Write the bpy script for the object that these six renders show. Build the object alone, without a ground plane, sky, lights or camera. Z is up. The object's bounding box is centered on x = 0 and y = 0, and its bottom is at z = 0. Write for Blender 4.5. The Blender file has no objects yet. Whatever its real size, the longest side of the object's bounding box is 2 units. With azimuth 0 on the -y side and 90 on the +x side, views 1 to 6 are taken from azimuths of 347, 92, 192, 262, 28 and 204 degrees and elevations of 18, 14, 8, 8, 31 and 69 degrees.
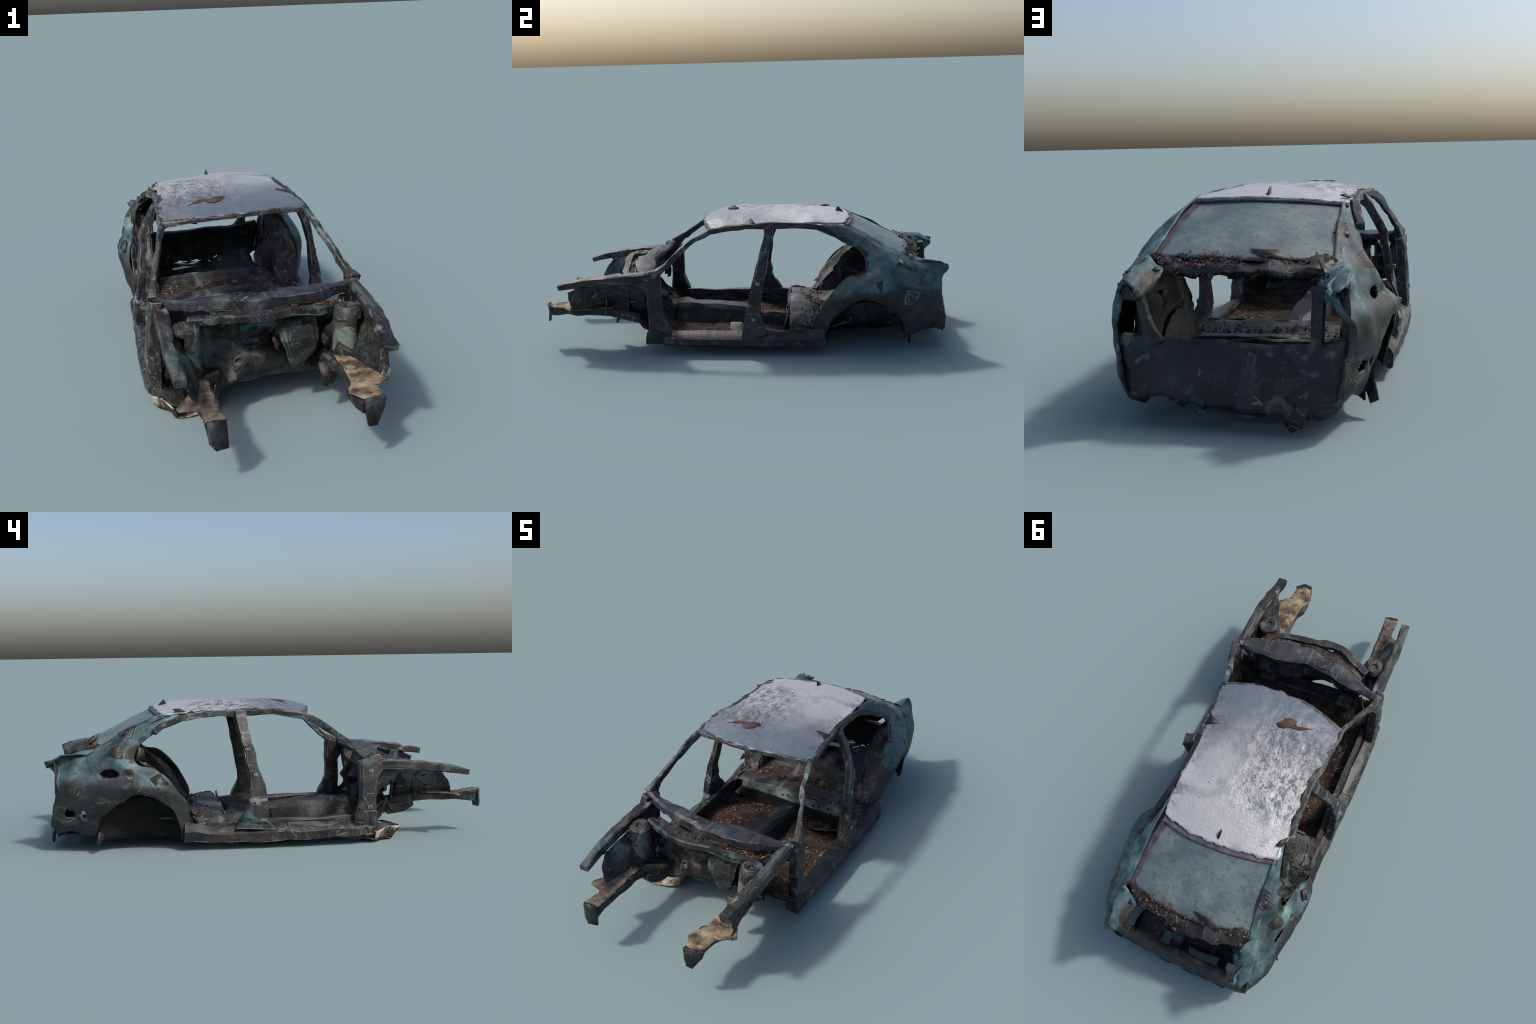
import bpy, bmesh, math, random
from mathutils import Vector, noise
from mathutils.bvhtree import BVHTree

# ------------------------------------------------------------------ helpers
COL = bpy.context.scene.collection


def nvec(p, f, seed=0.0):
    return noise.noise_vector(Vector((p[0] * f + seed, p[1] * f - seed * 1.7, p[2] * f + seed * 0.6)))


def catmull(pts, t):
    """Point at t in 0..1 on a Catmull-Rom curve through pts (any tuple length)."""
    n = len(pts) - 1
    if n == 0:
        return list(pts[0])
    s = min(max(t, 0.0), 1.0) * n
    i = min(int(s), n - 1)
    f = s - i
    p1, p2 = pts[i], pts[i + 1]
    p0 = pts[i - 1] if i > 0 else [2 * a - b for a, b in zip(p1, p2)]
    p3 = pts[i + 2] if i + 2 <= n else [2 * b - a for a, b in zip(p1, p2)]
    return [0.5 * (2 * b + (c - a) * f + (2 * a - 5 * b + 4 * c - d) * f * f + (3 * b - a - 3 * c + d) * f ** 3)
            for a, b, c, d in zip(p0, p1, p2, p3)]


def lerp(pts, t):
    n = len(pts) - 1
    s = min(max(t, 0.0), 1.0) * n
    i = min(int(s), n - 1)
    f = s - i
    return [a + (b - a) * f for a, b in zip(pts[i], pts[i + 1])]


def add_mesh(name, verts, faces, mat, parent, angle=38, thick=0.0, smooth=True, kind=None):
    me = bpy.data.meshes.new(name)
    me.from_pydata([tuple(v) for v in verts], [], faces)
    bm = bmesh.new()
    bm.from_mesh(me)
    bmesh.ops.remove_doubles(bm, verts=bm.verts, dist=1e-5)
    loose = [v for v in bm.verts if not v.link_faces]
    bmesh.ops.delete(bm, geom=loose, context='VERTS')
    bmesh.ops.recalc_face_normals(bm, faces=bm.faces)
    for f in bm.faces:
        f.smooth = smooth
    bm.to_mesh(me)
    bm.free()
    if smooth:
        me.set_sharp_from_angle(angle=math.radians(angle))
    ob = bpy.data.objects.new(name, me)
    COL.objects.link(ob)
    if mat:
        me.materials.append(mat)
    ob.parent = parent
    if thick > 0:
        m = ob.modifiers.new("thickness", 'SOLIDIFY')
        m.thickness = thick
        m.offset = 0.0
    if kind:
        ob["kind"] = kind
    return ob


def grid_points(rows, nu, nv, smooth=True):
    """rows: list of control rows; u runs along the rows list, v inside a row."""
    fn = catmull if smooth else lerp
    out = []
    for i in range(nu + 1):
        u = i / nu
        line = []
        for j in range(nv + 1):
            v = j / nv
            ctrl = [fn(r, v) for r in rows]
            line.append(Vector(fn(ctrl, u)))
        out.append(line)
    return out


def sheet(name, rows, nu, nv, mat, parent, thick=0.006, crumple=0.004, freq=9.0, ragged=0.0,
          hole=None, smooth=True, seed=1.0, angle=38, rag_sides="0123"):
    """A crumpled metal sheet through a net of control points, with torn borders."""
    g = grid_points(rows, nu, nv, smooth)
    o = [list(line) for line in g]
    rnd = random.Random(int(seed * 1000) + 7)
    for i in range(nu + 1):
        for j in range(nv + 1):
            p = g[i][j].copy()
            d = nvec(p, freq, seed) * crumple + nvec(p, freq * 2.7, seed + 5) * crumple * 0.5
            q = p + d
            if ragged:
                e = Vector((0, 0, 0))
                if i == 0 and "0" in rag_sides:
                    e += (o[0][j] - o[1][j]).normalized()
                if i == nu and "1" in rag_sides:
                    e += (o[nu][j] - o[nu - 1][j]).normalized()
                if j == 0 and "2" in rag_sides:
                    e += (o[i][0] - o[i][1]).normalized()
                if j == nv and "3" in rag_sides:
                    e += (o[i][nv] - o[i][nv - 1]).normalized()
                if e.length > 0:
                    tear = nvec(p, 26, seed + 9)
                    q = q + e * ragged * (tear.x * 1.6 + tear.y * .8 + rnd.uniform(-.35, .35))
            g[i][j] = (q, p)
    verts, faces = [], []
    idx = {}
    for i in range(nu + 1):
        for j in range(nv + 1):
            idx[i, j] = len(verts)
            verts.append(g[i][j][0])
    for i in range(nu):
        for j in range(nv):
            if hole:
                c = (g[i][j][1] + g[i + 1][j + 1][1] + g[i + 1][j][1] + g[i][j + 1][1]) / 4
                if hole((i + .5) / nu, (j + .5) / nv, c):
                    continue
            faces.append((idx[i, j], idx[i + 1, j], idx[i + 1, j + 1], idx[i, j + 1]))
    return add_mesh(name, verts, faces, mat, parent, thick=thick, angle=angle)


SECTION = [(-1, -.72), (-.78, -1), (.70, -1), (1, -.80), (1, .70), (.80, 1), (-.70, 1), (-1, .78)]


def beam(name, stations, mat, parent, n=14, up=(0, 0, 1), crumple=0.004, freq=14.0, seed=1.0,
         angle=22, section=SECTION, curve=True):
    """Sweep a chamfered box section along stations (x, y, z, half_side, half_up)."""
    fn = catmull if curve else lerp
    up = Vector(up)
    n = max(1, int(n * .62)) if n > 3 else n
    st = [fn(stations, i / n) for i in range(n + 1)]
    verts, faces = [], []
    k = len(section)
    rnd = random.Random(int(seed * 100))
    bent = [Vector((rnd.uniform(-1, 1), rnd.uniform(-1, 1), rnd.uniform(-1, 1))) * crumple * .40 for _ in range(n + 1)]
    for i, s in enumerate(st):
        a, b = st[max(i - 1, 0)], st[min(i + 1, n)]
        t = (Vector(b[:3]) - Vector(a[:3])).normalized()
        side = t.cross(up).normalized()
        u2 = side.cross(t).normalized()
        c = Vector(s[:3])
        for (a_, b_) in section:
            p = c + side * a_ * s[3] + u2 * b_ * s[4]
            p = p + nvec(p, freq, seed) * crumple + nvec(p, freq * 3, seed + 3) * crumple * 0.6 + bent[i] \
                + Vector((rnd.uniform(-1, 1), rnd.uniform(-1, 1), rnd.uniform(-1, 1))) * crumple * .35
            verts.append(p)
    for i in range(n):
        for j in range(k):
            faces.append((i * k + j, i * k + (j + 1) % k, (i + 1) * k + (j + 1) % k, (i + 1) * k + j))
    faces.append(tuple(range(k)))
    faces.append(tuple(n * k + j for j in range(k)))
    return add_mesh(name, verts, faces, mat, parent, angle=angle)


def plate(name, pts, mat, parent, thick=0.004, angle=20):
    """A small flat or folded plate: a fan around the centre of an ordered outline."""
    c = Vector((0, 0, 0))
    for p in pts:
        c += Vector(p)
    c /= len(pts)
    verts = [Vector(p) for p in pts] + [c]
    n = len(pts)
    return add_mesh(name, verts, [(i, (i + 1) % n, n) for i in range(n)], mat, parent, angle=angle, thick=thick)


# ------------------------------------------------------------------ materials
class Nodes:
    def __init__(self, name, rough=0.75, spec=0.3):
        self.mat = bpy.data.materials.new(name)
        self.mat.use_nodes = True
        self.t = self.mat.node_tree
        self.b = self.t.nodes["Principled BSDF"]
        self.b.inputs["Roughness"].default_value = rough
        self.b.inputs["Specular IOR Level"].default_value = spec
        self.co = self.t.nodes.new("ShaderNodeTexCoord").outputs["Object"]

    def link(self, a, b):
        self.t.links.new(a, b)

    def mapping(self, scale=(1, 1, 1), rot=(0, 0, 0), loc=(0, 0, 0)):
        m = self.t.nodes.new("ShaderNodeMapping")
        m.inputs["Scale"].default_value = scale
        m.inputs["Rotation"].default_value = rot
        m.inputs["Location"].default_value = loc
        self.link(self.co, m.inputs["Vector"])
        return m.outputs["Vector"]

    def noise(self, scale, detail=5, rough=0.6, dist=0.0, vec=None):
        n = self.t.nodes.new("ShaderNodeTexNoise")
        n.inputs["Scale"].default_value = scale
        n.inputs["Detail"].default_value = detail
        n.inputs["Roughness"].default_value = rough
        n.inputs["Distortion"].default_value = dist
        self.link(vec or self.co, n.inputs["Vector"])
        return n.outputs["Fac"]

    def voronoi(self, scale, feature='F1', vec=None, out="Distance", rand=1.0):
        n = self.t.nodes.new("ShaderNodeTexVoronoi")
        n.feature = feature
        n.inputs["Scale"].default_value = scale
        n.inputs["Randomness"].default_value = rand
        self.link(vec or self.co, n.inputs["Vector"])
        return n.outputs[out]

    def math(self, op, a, b=None, c=None, clamp=False):
        n = self.t.nodes.new("ShaderNodeMath")
        n.operation = op
        n.use_clamp = clamp
        for k, v in enumerate((a, b, c)):
            if v is None:
                continue
            if isinstance(v, (int, float)):
                n.inputs[k].default_value = v
            else:
                self.link(v, n.inputs[k])
        return n.outputs[0]

    def step(self, v, lo, hi):
        n = self.t.nodes.new("ShaderNodeMapRange")
        n.interpolation_type = 'SMOOTHSTEP'
        n.inputs["From Min"].default_value = lo
        n.inputs["From Max"].default_value = hi
        if lo > hi:
            n.inputs["From Min"].default_value = hi
            n.inputs["From Max"].default_value = lo
            n.inputs["To Min"].default_value = 1
            n.inputs["To Max"].default_value = 0
        self.link(v, n.inputs["Value"])
        return n.outputs["Result"]

    def mix(self, fac, a, b):
        n = self.t.nodes.new("ShaderNodeMix")
        n.data_type = 'RGBA'
        if isinstance(fac, (int, float)):
            n.inputs[0].default_value = fac
        else:
            self.link(fac, n.inputs[0])
        for k, v in ((6, a), (7, b)):
            if isinstance(v, tuple):
                n.inputs[k].default_value = (*v, 1)
            else:
                self.link(v, n.inputs[k])
        return n.outputs[2]

    def ramp(self, fac, stops, stretch=2.3):
        if stretch:
            fac = self.math('ADD', self.math('MULTIPLY', self.math('SUBTRACT', fac, .5), stretch), .5, clamp=True)
        n = self.t.nodes.new("ShaderNodeValToRGB")
        r = n.color_ramp
        while len(r.elements) < len(stops):
            r.elements.new(0.5)
        for e, (p, c) in zip(r.elements, stops):
            e.position = p
            e.color = (*c, 1)
        self.link(fac, n.inputs[0])
        return n.outputs[0]

    def axis(self, k):
        s = self.t.nodes.new("ShaderNodeSeparateXYZ")
        self.link(self.co, s.inputs[0])
        return s.outputs[k]

    def bump(self, h, strength=0.3, dist=0.004):
        n = self.t.nodes.new("ShaderNodeBump")
        n.inputs["Strength"].default_value = strength
        n.inputs["Distance"].default_value = dist
        self.link(h, n.inputs["Height"])
        self.link(n.outputs[0], self.b.inputs["Normal"])

    def out(self, col):
        self.link(col, self.b.inputs["Base Color"])
        return self.mat

    def shard_pattern(self, col, amount=0.25, scale=9.0, seed=0.0, light=(.23, .265, .26), warm=(.20, .145, .105)):
        """Flaking paint in angular plates: nested polygon lines inside some Voronoi cells."""
        wv = self.math('MULTIPLY', self.noise(6, 2), .25)
        v = self.mapping(loc=(seed, seed * .7, -seed), rot=(.4 + seed, .2, .7))
        for k, sc in enumerate((scale, scale * 1.9)):
            cell = self.voronoi(sc, vec=v, out="Color")
            sep = self.t.nodes.new("ShaderNodeSeparateColor")
            self.link(cell, sep.inputs[0])
            m = self.math('GREATER_THAN', sep.outputs[0], 1.0 - amount * (1.0 if k == 0 else .8))
            d = self.voronoi(sc, 'DISTANCE_TO_EDGE', vec=v)
            bands = self.noise(1.0, 2, 0.6, vec=self.combine(self.math('MULTIPLY', d, 52.0 if k == 0 else 30.0), self.math('MULTIPLY', sep.outputs[1], 40.0), wv))
            tone = self.mix(self.step(sep.outputs[1], .45, .7), light, warm)
            dark = self.mix(sep.outputs[2], (.012, .013, .013), (.030, .026, .023))
            worn = self.step(self.noise(28, 3, .6), .40, .62)
            c = self.mix(self.math('MULTIPLY', self.math('MULTIPLY', self.step(bands, 0.53, 0.64), worn), .85), dark, tone)
            col = self.mix(m, col, c)
        return col

    def combine(self, x, y, z):
        n = self.t.nodes.new("ShaderNodeCombineXYZ")
        for k, v in enumerate((x, y, z)):
            if isinstance(v, (int, float)):
                n.inputs[k].default_value = v
            else:
                self.link(v, n.inputs[k])
        return n.outputs[0]


def burnt_metal(name, dark=(.006, .0065, .007), mid=(.018, .0172, .0165), teal=.25, rust=.15, pale=.2, shards=.25,
                seed=0.0, scale=9.0, tealcol=(.045, .085, .08), palecol=(.22, .225, .235), grain=0.5):
    n = Nodes(name, rough=.48, spec=.4)
    v = n.mapping(loc=(seed * 3.1, seed, seed * 2.3))
    col = n.ramp(n.noise(6, 7, .7, .3, vec=v), [(.30, dark), (.58, tuple(c * .8 for c in mid)), (.80, tuple(c * 2.0 for c in mid))])
    for k, sc in enumerate(((15, 1.7, 15), (13, 13, 1.8))):          # glossy highlights drawn as long pale streaks along the members
        sm = n.noise(1.0, 4, .55, .5, vec=n.mapping(scale=sc, loc=(seed + k * 3, 2 * seed, k)))
        col = n.mix(n.math('MULTIPLY', n.step(sm, .40, .33), .8), col, dark)
        lightc = tuple(.35 * a + .45 * b for a, b in zip(palecol, tealcol))
        col = n.mix(n.math('MULTIPLY', n.step(sm, .615 - pale * .12, .70 - pale * .12), .75), col, lightc if k == 0 else (.052, .043, .036))
    if teal:
        m = n.step(n.noise(5.5, 6, .68, .5, vec=n.mapping(loc=(4 + seed, 1, 2))), .64 - teal * .35, .74 - teal * .35)
        col = n.mix(n.math('MULTIPLY', m, .85), col, tealcol)
    if rust:
        m = n.step(n.noise(11, 6, .7, vec=n.mapping(loc=(seed, 8, 3))), .70 - rust * .35, .80 - rust * .35)
        col = n.mix(n.math('MULTIPLY', m, .75), col, (.10, .048, .030))
    if shards:
        col = n.shard_pattern(col, shards, scale, seed)
    if pale:
        st = n.mapping(scale=(1.0, .45, 1.3), loc=(seed, 2, 7))
        m = n.step(n.noise(13, 5, .62, .5, vec=st), .72 - pale * .26, .79 - pale * .26)
        col = n.mix(n.math('MULTIPLY', m, .7), col, palecol)
        # fine bright scratches
        for r in (0.5, 1.9):
            sc = n.noise(30, 2, .5, vec=n.mapping(scale=(4, .18, 1.2), rot=(r, r * .6, r * 1.3), loc=(seed, seed, r)), dist=.8)
            m = n.step(sc, .73 - pale * .18, .77 - pale * .18)
            col = n.mix(n.math('MULTIPLY', m, .45), col, palecol)
    g = n.noise(120, 3, .7)
    col = n.mix(n.math('MULTIPLY', n.step(g, .45, .7), grain), col, dark)
    if pale > .1:
        bev = n.t.nodes.new("ShaderNodeBevel")
        bev.samples = 4
        bev.inputs["Radius"].default_value = .006
        geo = n.t.nodes.new("ShaderNodeNewGeometry")
        dot = n.t.nodes.new("ShaderNodeVectorMath")
        dot.operation = 'DOT_PRODUCT'
        n.link(bev.outputs[0], dot.inputs[0])
        n.link(geo.outputs["Normal"], dot.inputs[1])
        worn = n.math('MULTIPLY', n.step(dot.outputs["Value"], .99, .90), n.step(n.noise(8, 4, .6, vec=n.mapping(loc=(seed, 6, 1))), .60 - pale * .3, .70 - pale * .3))
        col = n.mix(n.math('MULTIPLY', worn, .8), col, (.30, .31, .33))
    n.bump(n.math('ADD', n.noise(18, 6, .7), n.math('MULTIPLY', g, .3)), .6, .006)
    return n.out(col)


MAT = {}
MAT["body"] = burnt_metal("charred_steel", teal=.20, rust=.1, pale=.28, shards=.26)
MAT["body_dark"] = burnt_metal("sooty_steel", dark=(.006, .007, .009), mid=(.017, .019, .023), teal=.12, rust=.06, pale=.08, shards=.15, seed=3.0)
MAT["pillar"] = burnt_metal("scorched_pillar_steel", mid=(.026, .0235, .022), teal=.25, rust=.12, pale=.45, shards=.22, seed=5.0, scale=13)
MAT["bay"] = burnt_metal("engine_bay_steel", mid=(.030, .028, .026), teal=.34, rust=.2, pale=.32, shards=.18, seed=7.0, tealcol=(.075, .11, .10))
MAT["cowl"] = burnt_metal("blue_scaled_steel", dark=(.014, .016, .021), mid=(.046, .050, .062), teal=0, rust=.18, pale=.30, shards=.07, seed=2.0, palecol=(.16, .19, .22))
MAT["seatpan"] = burnt_metal("seat_pan_steel", dark=(.022, .022, .026), mid=(.062, .057, .056), teal=.28, rust=.32, pale=.18, shards=.12, seed=9.0, tealcol=(.10, .15, .135))
MAT["rail"] = burnt_metal("chassis_rail_steel", mid=(.022, .022, .021), teal=.28, rust=.1, pale=.18, shards=.18, seed=11.0)


def mat_quarter():
    n = Nodes("blistered_teal_paint", rough=.6, spec=.35)
    big = n.noise(5, 5, .6, .5)
    teal = n.ramp(n.noise(6.5, 7, .7, .4), [(.15, (.018, .027, .030)), (.42, (.050, .090, .100)), (.66, (.085, .15, .158)), (.88, (.17, .255, .255))])
    z = n.math('ADD', n.axis(2), n.math('MULTIPLY', n.math('SUBTRACT', big, .5), .22))
    low = n.step(z, .325, .285)
    burnt = n.ramp(n.noise(6, 6, .65), [(.2, (.009, .012, .013)), (.6, (.024, .027, .028)), (.9, (.055, .050, .046))])
    col = n.mix(low, teal, burnt)
    blot = n.step(n.noise(9, 6, .7, .8, vec=n.mapping(loc=(3, 3, 3))), .58, .70)
    col = n.mix(blot, col, (.035, .042, .045))
    col = n.shard_pattern(col, .11, 9.5, 4.0)
    r = n.step(n.noise(26, 3, .5, vec=n.mapping(loc=(9, 1, 2))), .73, .77)
    col = n.mix(r, col, (.25, .11, .06))
    g = n.noise(150, 3, .7)
    col = n.mix(n.math('MULTIPLY', n.step(g, .5, .75), .35), col, (.03, .04, .04))
    n.bump(n.noise(60, 5, .7), .3, .003)
    return n.out(col)


def mat_roof():
    n = Nodes("roof_paint_baked_sky_glare", rough=.33, spec=.55)
    n.b.inputs["Metallic"].default_value = .15
    x, y = n.axis(0), n.axis(1)
    wob = n.math('MULTIPLY', n.math('SUBTRACT', n.noise(5, 4, .6), .5), .35)
    t = n.math('ADD', y, wob)
    col = n.ramp(n.step(t, -.26, .30), [(.0, (.095, .125, .155)), (.35, (.15, .165, .20)), (.65, (.262, .268, .276)), (1.0, (.405, .412, .412))], stretch=0)  # sky reflection painted in: whitish glare at centre and rear, bluish dark front
    # mottled flaking on the right-hand half, in the middle of the roof
    m1 = n.noise(44, 5, .75, .5, vec=n.mapping(scale=(1.0, .6, 1), rot=(0, 0, .5)))
    area = n.math('MULTIPLY', n.step(x, .10, -.10), n.math('MULTIPLY', n.step(y, -.16, -.02), n.step(y, .42, .26)))
    fl = n.math('MULTIPLY', n.step(m1, .50, .565), area)
    col = n.mix(n.math('MULTIPLY', fl, .9), col, (.075, .095, .11))
    hi = n.math('MULTIPLY', n.step(m1, .44, .34), area)
    col = n.mix(n.math('MULTIPLY', hi, .7), col, (.60, .57, .56))
    # sooty smudges
    sm = n.step(n.noise(5.5, 4, .55, .6, vec=n.mapping(loc=(1.3, .4, 0))), .50, .68)
    col = n.mix(n.math('MULTIPLY', sm, .42), col, (.12, .13, .15))
    # pin specks
    sp = n.step(n.voronoi(34), .16, .07)
    pick = n.step(n.noise(14, 2), .5, .6)
    col = n.mix(n.math('MULTIPLY', sp, pick), col, (.07, .08, .095))
    edge = n.step(n.math('ABSOLUTE', n.math('ADD', x, .025)), .20, .27)
    rag = n.step(n.noise(16, 5, .7, .6, vec=n.mapping(loc=(5, 2, 1))), .50, .60)
    col = n.mix(n.math('MULTIPLY', n.math('MULTIPLY', edge, rag), .8), col, (.07, .075, .085))
    fine = n.noise(90, 4, .7)
    col = n.mix(n.math('MULTIPLY', n.step(fine, .5, .72), .35), col, (.24, .25, .28))
    dents = n.noise(20, 4, .6, .8)
    n.bump(n.math('ADD', n.math('MULTIPLY', n.math('ADD', m1, dents), n.math('ADD', n.math('MULTIPLY', area, .9), .12)), n.math('MULTIPLY', fine, .25)), .9, .009)
    return n.out(col)


def mat_window():
    n = Nodes("ash_coated_glass", rough=.45, spec=.5)
    col = n.ramp(n.noise(7, 6, .65), [(.1, (.060, .088, .092)), (.5, (.115, .158, .157)), (.9, (.175, .215, .20))])
    col = n.mix(n.math('MULTIPLY', n.step(n.noise(55, 6, .8), .50, .64), .75), col, (.055, .08, .08))
    col = n.mix(n.math('MULTIPLY', n.step(n.noise(16, 5, .75, .8, vec=n.mapping(scale=(.5, 1, 1))), .60, .68), .6), col, (.05, .07, .068))
    sm = n.step(n.noise(5.5, 3, .5, vec=n.mapping(loc=(.6, 5, 0))), .56, .7)
    col = n.mix(n.math('MULTIPLY', sm, .5), col, (.07, .10, .125))
    dirt = n.math('ADD', n.axis(1), n.math('MULTIPLY', n.math('SUBTRACT', n.noise(22, 6, .75), .5), .25))
    col = n.mix(n.step(dirt, .785, .82), col, (.075, .040, .030))
    n.bump(n.noise(70, 4, .7), .25, .002)
    return n.out(col)


def mat_simple(name, stops, scale=20, rough=.8, bump=.4, spec=.25, dots=None, stain=None):
    n = Nodes(name, rough=rough, spec=spec)
    col = n.ramp(n.noise(scale, 6, .7), stops)
    if stain:
        m = n.step(n.noise(stain, 6, .7, .6, vec=n.mapping(loc=(3, 7, 2))), .47, .60)
        col = n.mix(n.math('MULTIPLY', m, .85), col, (.035, .029, .024))
        m = n.step(n.noise(stain * 1.6, 5, .65, vec=n.mapping(loc=(8, 1, 5))), .55, .66)
        col = n.mix(n.math('MULTIPLY', m, .6), col, (.13, .065, .035))
    if dots:
        d = n.step(n.voronoi(dots), .22, .12)
        col = n.mix(n.math('MULTIPLY', d, n.step(n.noise(dots * .6, 2), .45, .55)), col, (.03, .025, .02))
    n.bump(n.noise(scale * 3, 5, .7), bump, .003)
    return n.out(col)


def mat_leaves():
    n = Nodes("dry_leaf_brown", rough=.8, spec=.15)
    cell = n.voronoi(70, out="Color")
    s = n.t.nodes.new("ShaderNodeSeparateColor")
    n.link(cell, s.inputs[0])
    col = n.ramp(s.outputs[0], [(.0, (.022, .013, .009)), (.5, (.075, .035, .022)), (.8, (.20, .09, .045)), (1, (.34, .21, .13))], stretch=0)
    return n.out(col)


def mat_floor():
    n = Nodes("leafy_floor_dirt", rough=.9, spec=.1)
    col = n.ramp(n.noise(9, 6, .7), [(.2, (.009, .008, .008)), (.55, (.028, .022, .020)), (.85, (.062, .044, .035))])
    lf = n.noise(48, 5, .75, .6)
    zone = n.step(n.noise(4, 3, .5, vec=n.mapping(loc=(2, 5, 1))), .42, .58)
    col = n.mix(n.math('MULTIPLY', n.step(lf, .555, .60), zone), col, (.15, .058, .030))
    col = n.shard_pattern(col, .08, 9, 6.0)
    n.bump(lf, .6, .006)
    return n.out(col)


MAT["soot_scratched"] = burnt_metal("scratched_soot", dark=(.003, .003, .0035), mid=(.008, .008, .009), teal=.12, rust=.05, pale=.18, shards=.25, seed=13.0, palecol=(.08, .09, .09))
MAT["gutter"] = burnt_metal("rusty_scuttle_steel", mid=(.026, .020, .017), teal=.1, rust=.55, pale=.08, shards=.1, seed=19.0)
MAT["bulkhead"] = burnt_metal("bulkhead_steel", mid=(.020, .019, .018), teal=.22, rust=.12, pale=.14, shards=.10, seed=15.0)
MAT["tower"] = burnt_metal("pale_green_tower_steel", dark=(.03, .03, .028), mid=(.075, .075, .068), teal=.48, rust=.15, pale=.35, shards=.10, seed=17.0, tealcol=(.15, .185, .165))
MAT["quarter"] = mat_quarter()
MAT["roof"] = mat_roof()
MAT["window"] = mat_window()
MAT["frame"] = mat_simple("purple_brown_sealant", [(.3, (.055, .045, .055)), (.7, (.11, .095, .11))], 25)
MAT["sand"] = mat_simple("sandy_rusted_plate", [(.12, (.05, .04, .03)), (.42, (.175, .135, .088)), (.85, (.33, .265, .175))], 22, dots=38, stain=15)
MAT["sand_grey"] = mat_simple("grey_rusted_plate", [(.15, (.03, .026, .023)), (.5, (.105, .088, .072)), (.85, (.21, .175, .14))], 22, dots=38, stain=13)
MAT["rust"] = mat_simple("flat_rust_stain", [(.3, (.070, .042, .036)), (.7, (.092, .056, .048))], 8, rough=.9)
MAT["cream"] = mat_simple("cream_bare_panel", [(.40, (.035, .030, .026)), (.52, (.28, .24, .19)), (.66, (.50, .455, .37))], 9, stain=11)
MAT["green"] = mat_simple("grey_green_primer", [(.28, (.025, .03, .03)), (.5, (.075, .10, .095)), (.75, (.16, .20, .18))], 9)
MAT["teal_bright"] = mat_simple("bright_teal_paint", [(.3, (.02, .045, .04)), (.55, (.055, .14, .115)), (.8, (.16, .26, .22))], 8)
MAT["debris"] = mat_simple("rusty_crumbs", [(.3, (.022, .015, .014)), (.52, (.085, .045, .032)), (.74, (.30, .19, .14))], 60, bump=.6)
MAT["soot"] = mat_simple("black_soot", [(.2, (.005, .0055, .006)), (.85, (.014, .014, .014))], 12, spec=.15)
MAT["leaf"] = mat_leaves()
MAT["floor"] = mat_floor()

# ------------------------------------------------------------------ the car
car = bpy.data.objects.new("wrecked_car", None)
COL.objects.link(car)
car["label"] = "burnt-out teal saloon car shell without doors, bonnet or wheels"
car["category"] = "car wreck"


def mirror(rows, dy=0.0, dz=0.0, dx=0.0):
    return [[(-(p[0] + dx), p[1] + dy, p[2] + dz) for p in r] for r in rows]


# ---- roof
roof_rows = [
    [(-.294, -.151, .577), (-.155, -.191, .595), (-.018, -.208, .602), (.135, -.196, .602), (.257, -.165, .590)],
    [(-.293, -.09, .594), (-.16, -.12, .617), (-.015, -.13, .620), (.13, -.12, .620), (.250, -.08, .601)],
    [(-.288, -.02, .602), (-.155, -.02, .629), (-.01, -.02, .631), (.125, -.02, .629), (.242, -.0, .607)],
    [(-.262, .08, .606), (-.14, .10, .632), (-.01, .12, .635), (.12, .12, .632), (.238, .13, .611)],
    [(-.256, .20, .603), (-.14, .24, .628), (-.01, .25, .634), (.12, .25, .630), (.238, .25, .613)],
    [(-.260, .33, .600), (-.14, .37, .620), (-.01, .38, .627), (.12, .38, .624), (.246, .36, .609)],
    [(-.268, .473, .585), (-.141, .50, .600), (-.006, .513, .608), (.11, .508, .609), (.232, .482, .602)],
]
roof = sheet("roof", roof_rows, 90, 70, MAT["roof"], car, thick=.008, crumple=.0035, freq=7, seed=2.0, ragged=.008)
for v in roof.data.vertices:          # hammered dents, densest on the front right half
    p = v.co
    w = max(0, min(1, (.16 - p.x) / .25)) * max(0, min(1, (.40 - p.y) / .2))
    v.co.z += (noise.noise(p * 30) * .0030 + noise.noise(p * 55) * .0013) * (.10 + .90 * w)
    v.co.z -= .008 * math.exp(-((p.x - .19) / .05) ** 2 - ((p.y - .25) / .07) ** 2)
bm = bmesh.new(); bm.from_mesh(roof.data)
ROOF_BVH = BVHTree.FromBMesh(bm); bm.free()


def on_roof(x, y, lift=.0075):
    h = ROOF_BVH.ray_cast(Vector((x, y, 2)), Vector((0, 0, -1)))
    return Vector((x, y, (h[0].z if h[0] else .6) + lift))


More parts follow.
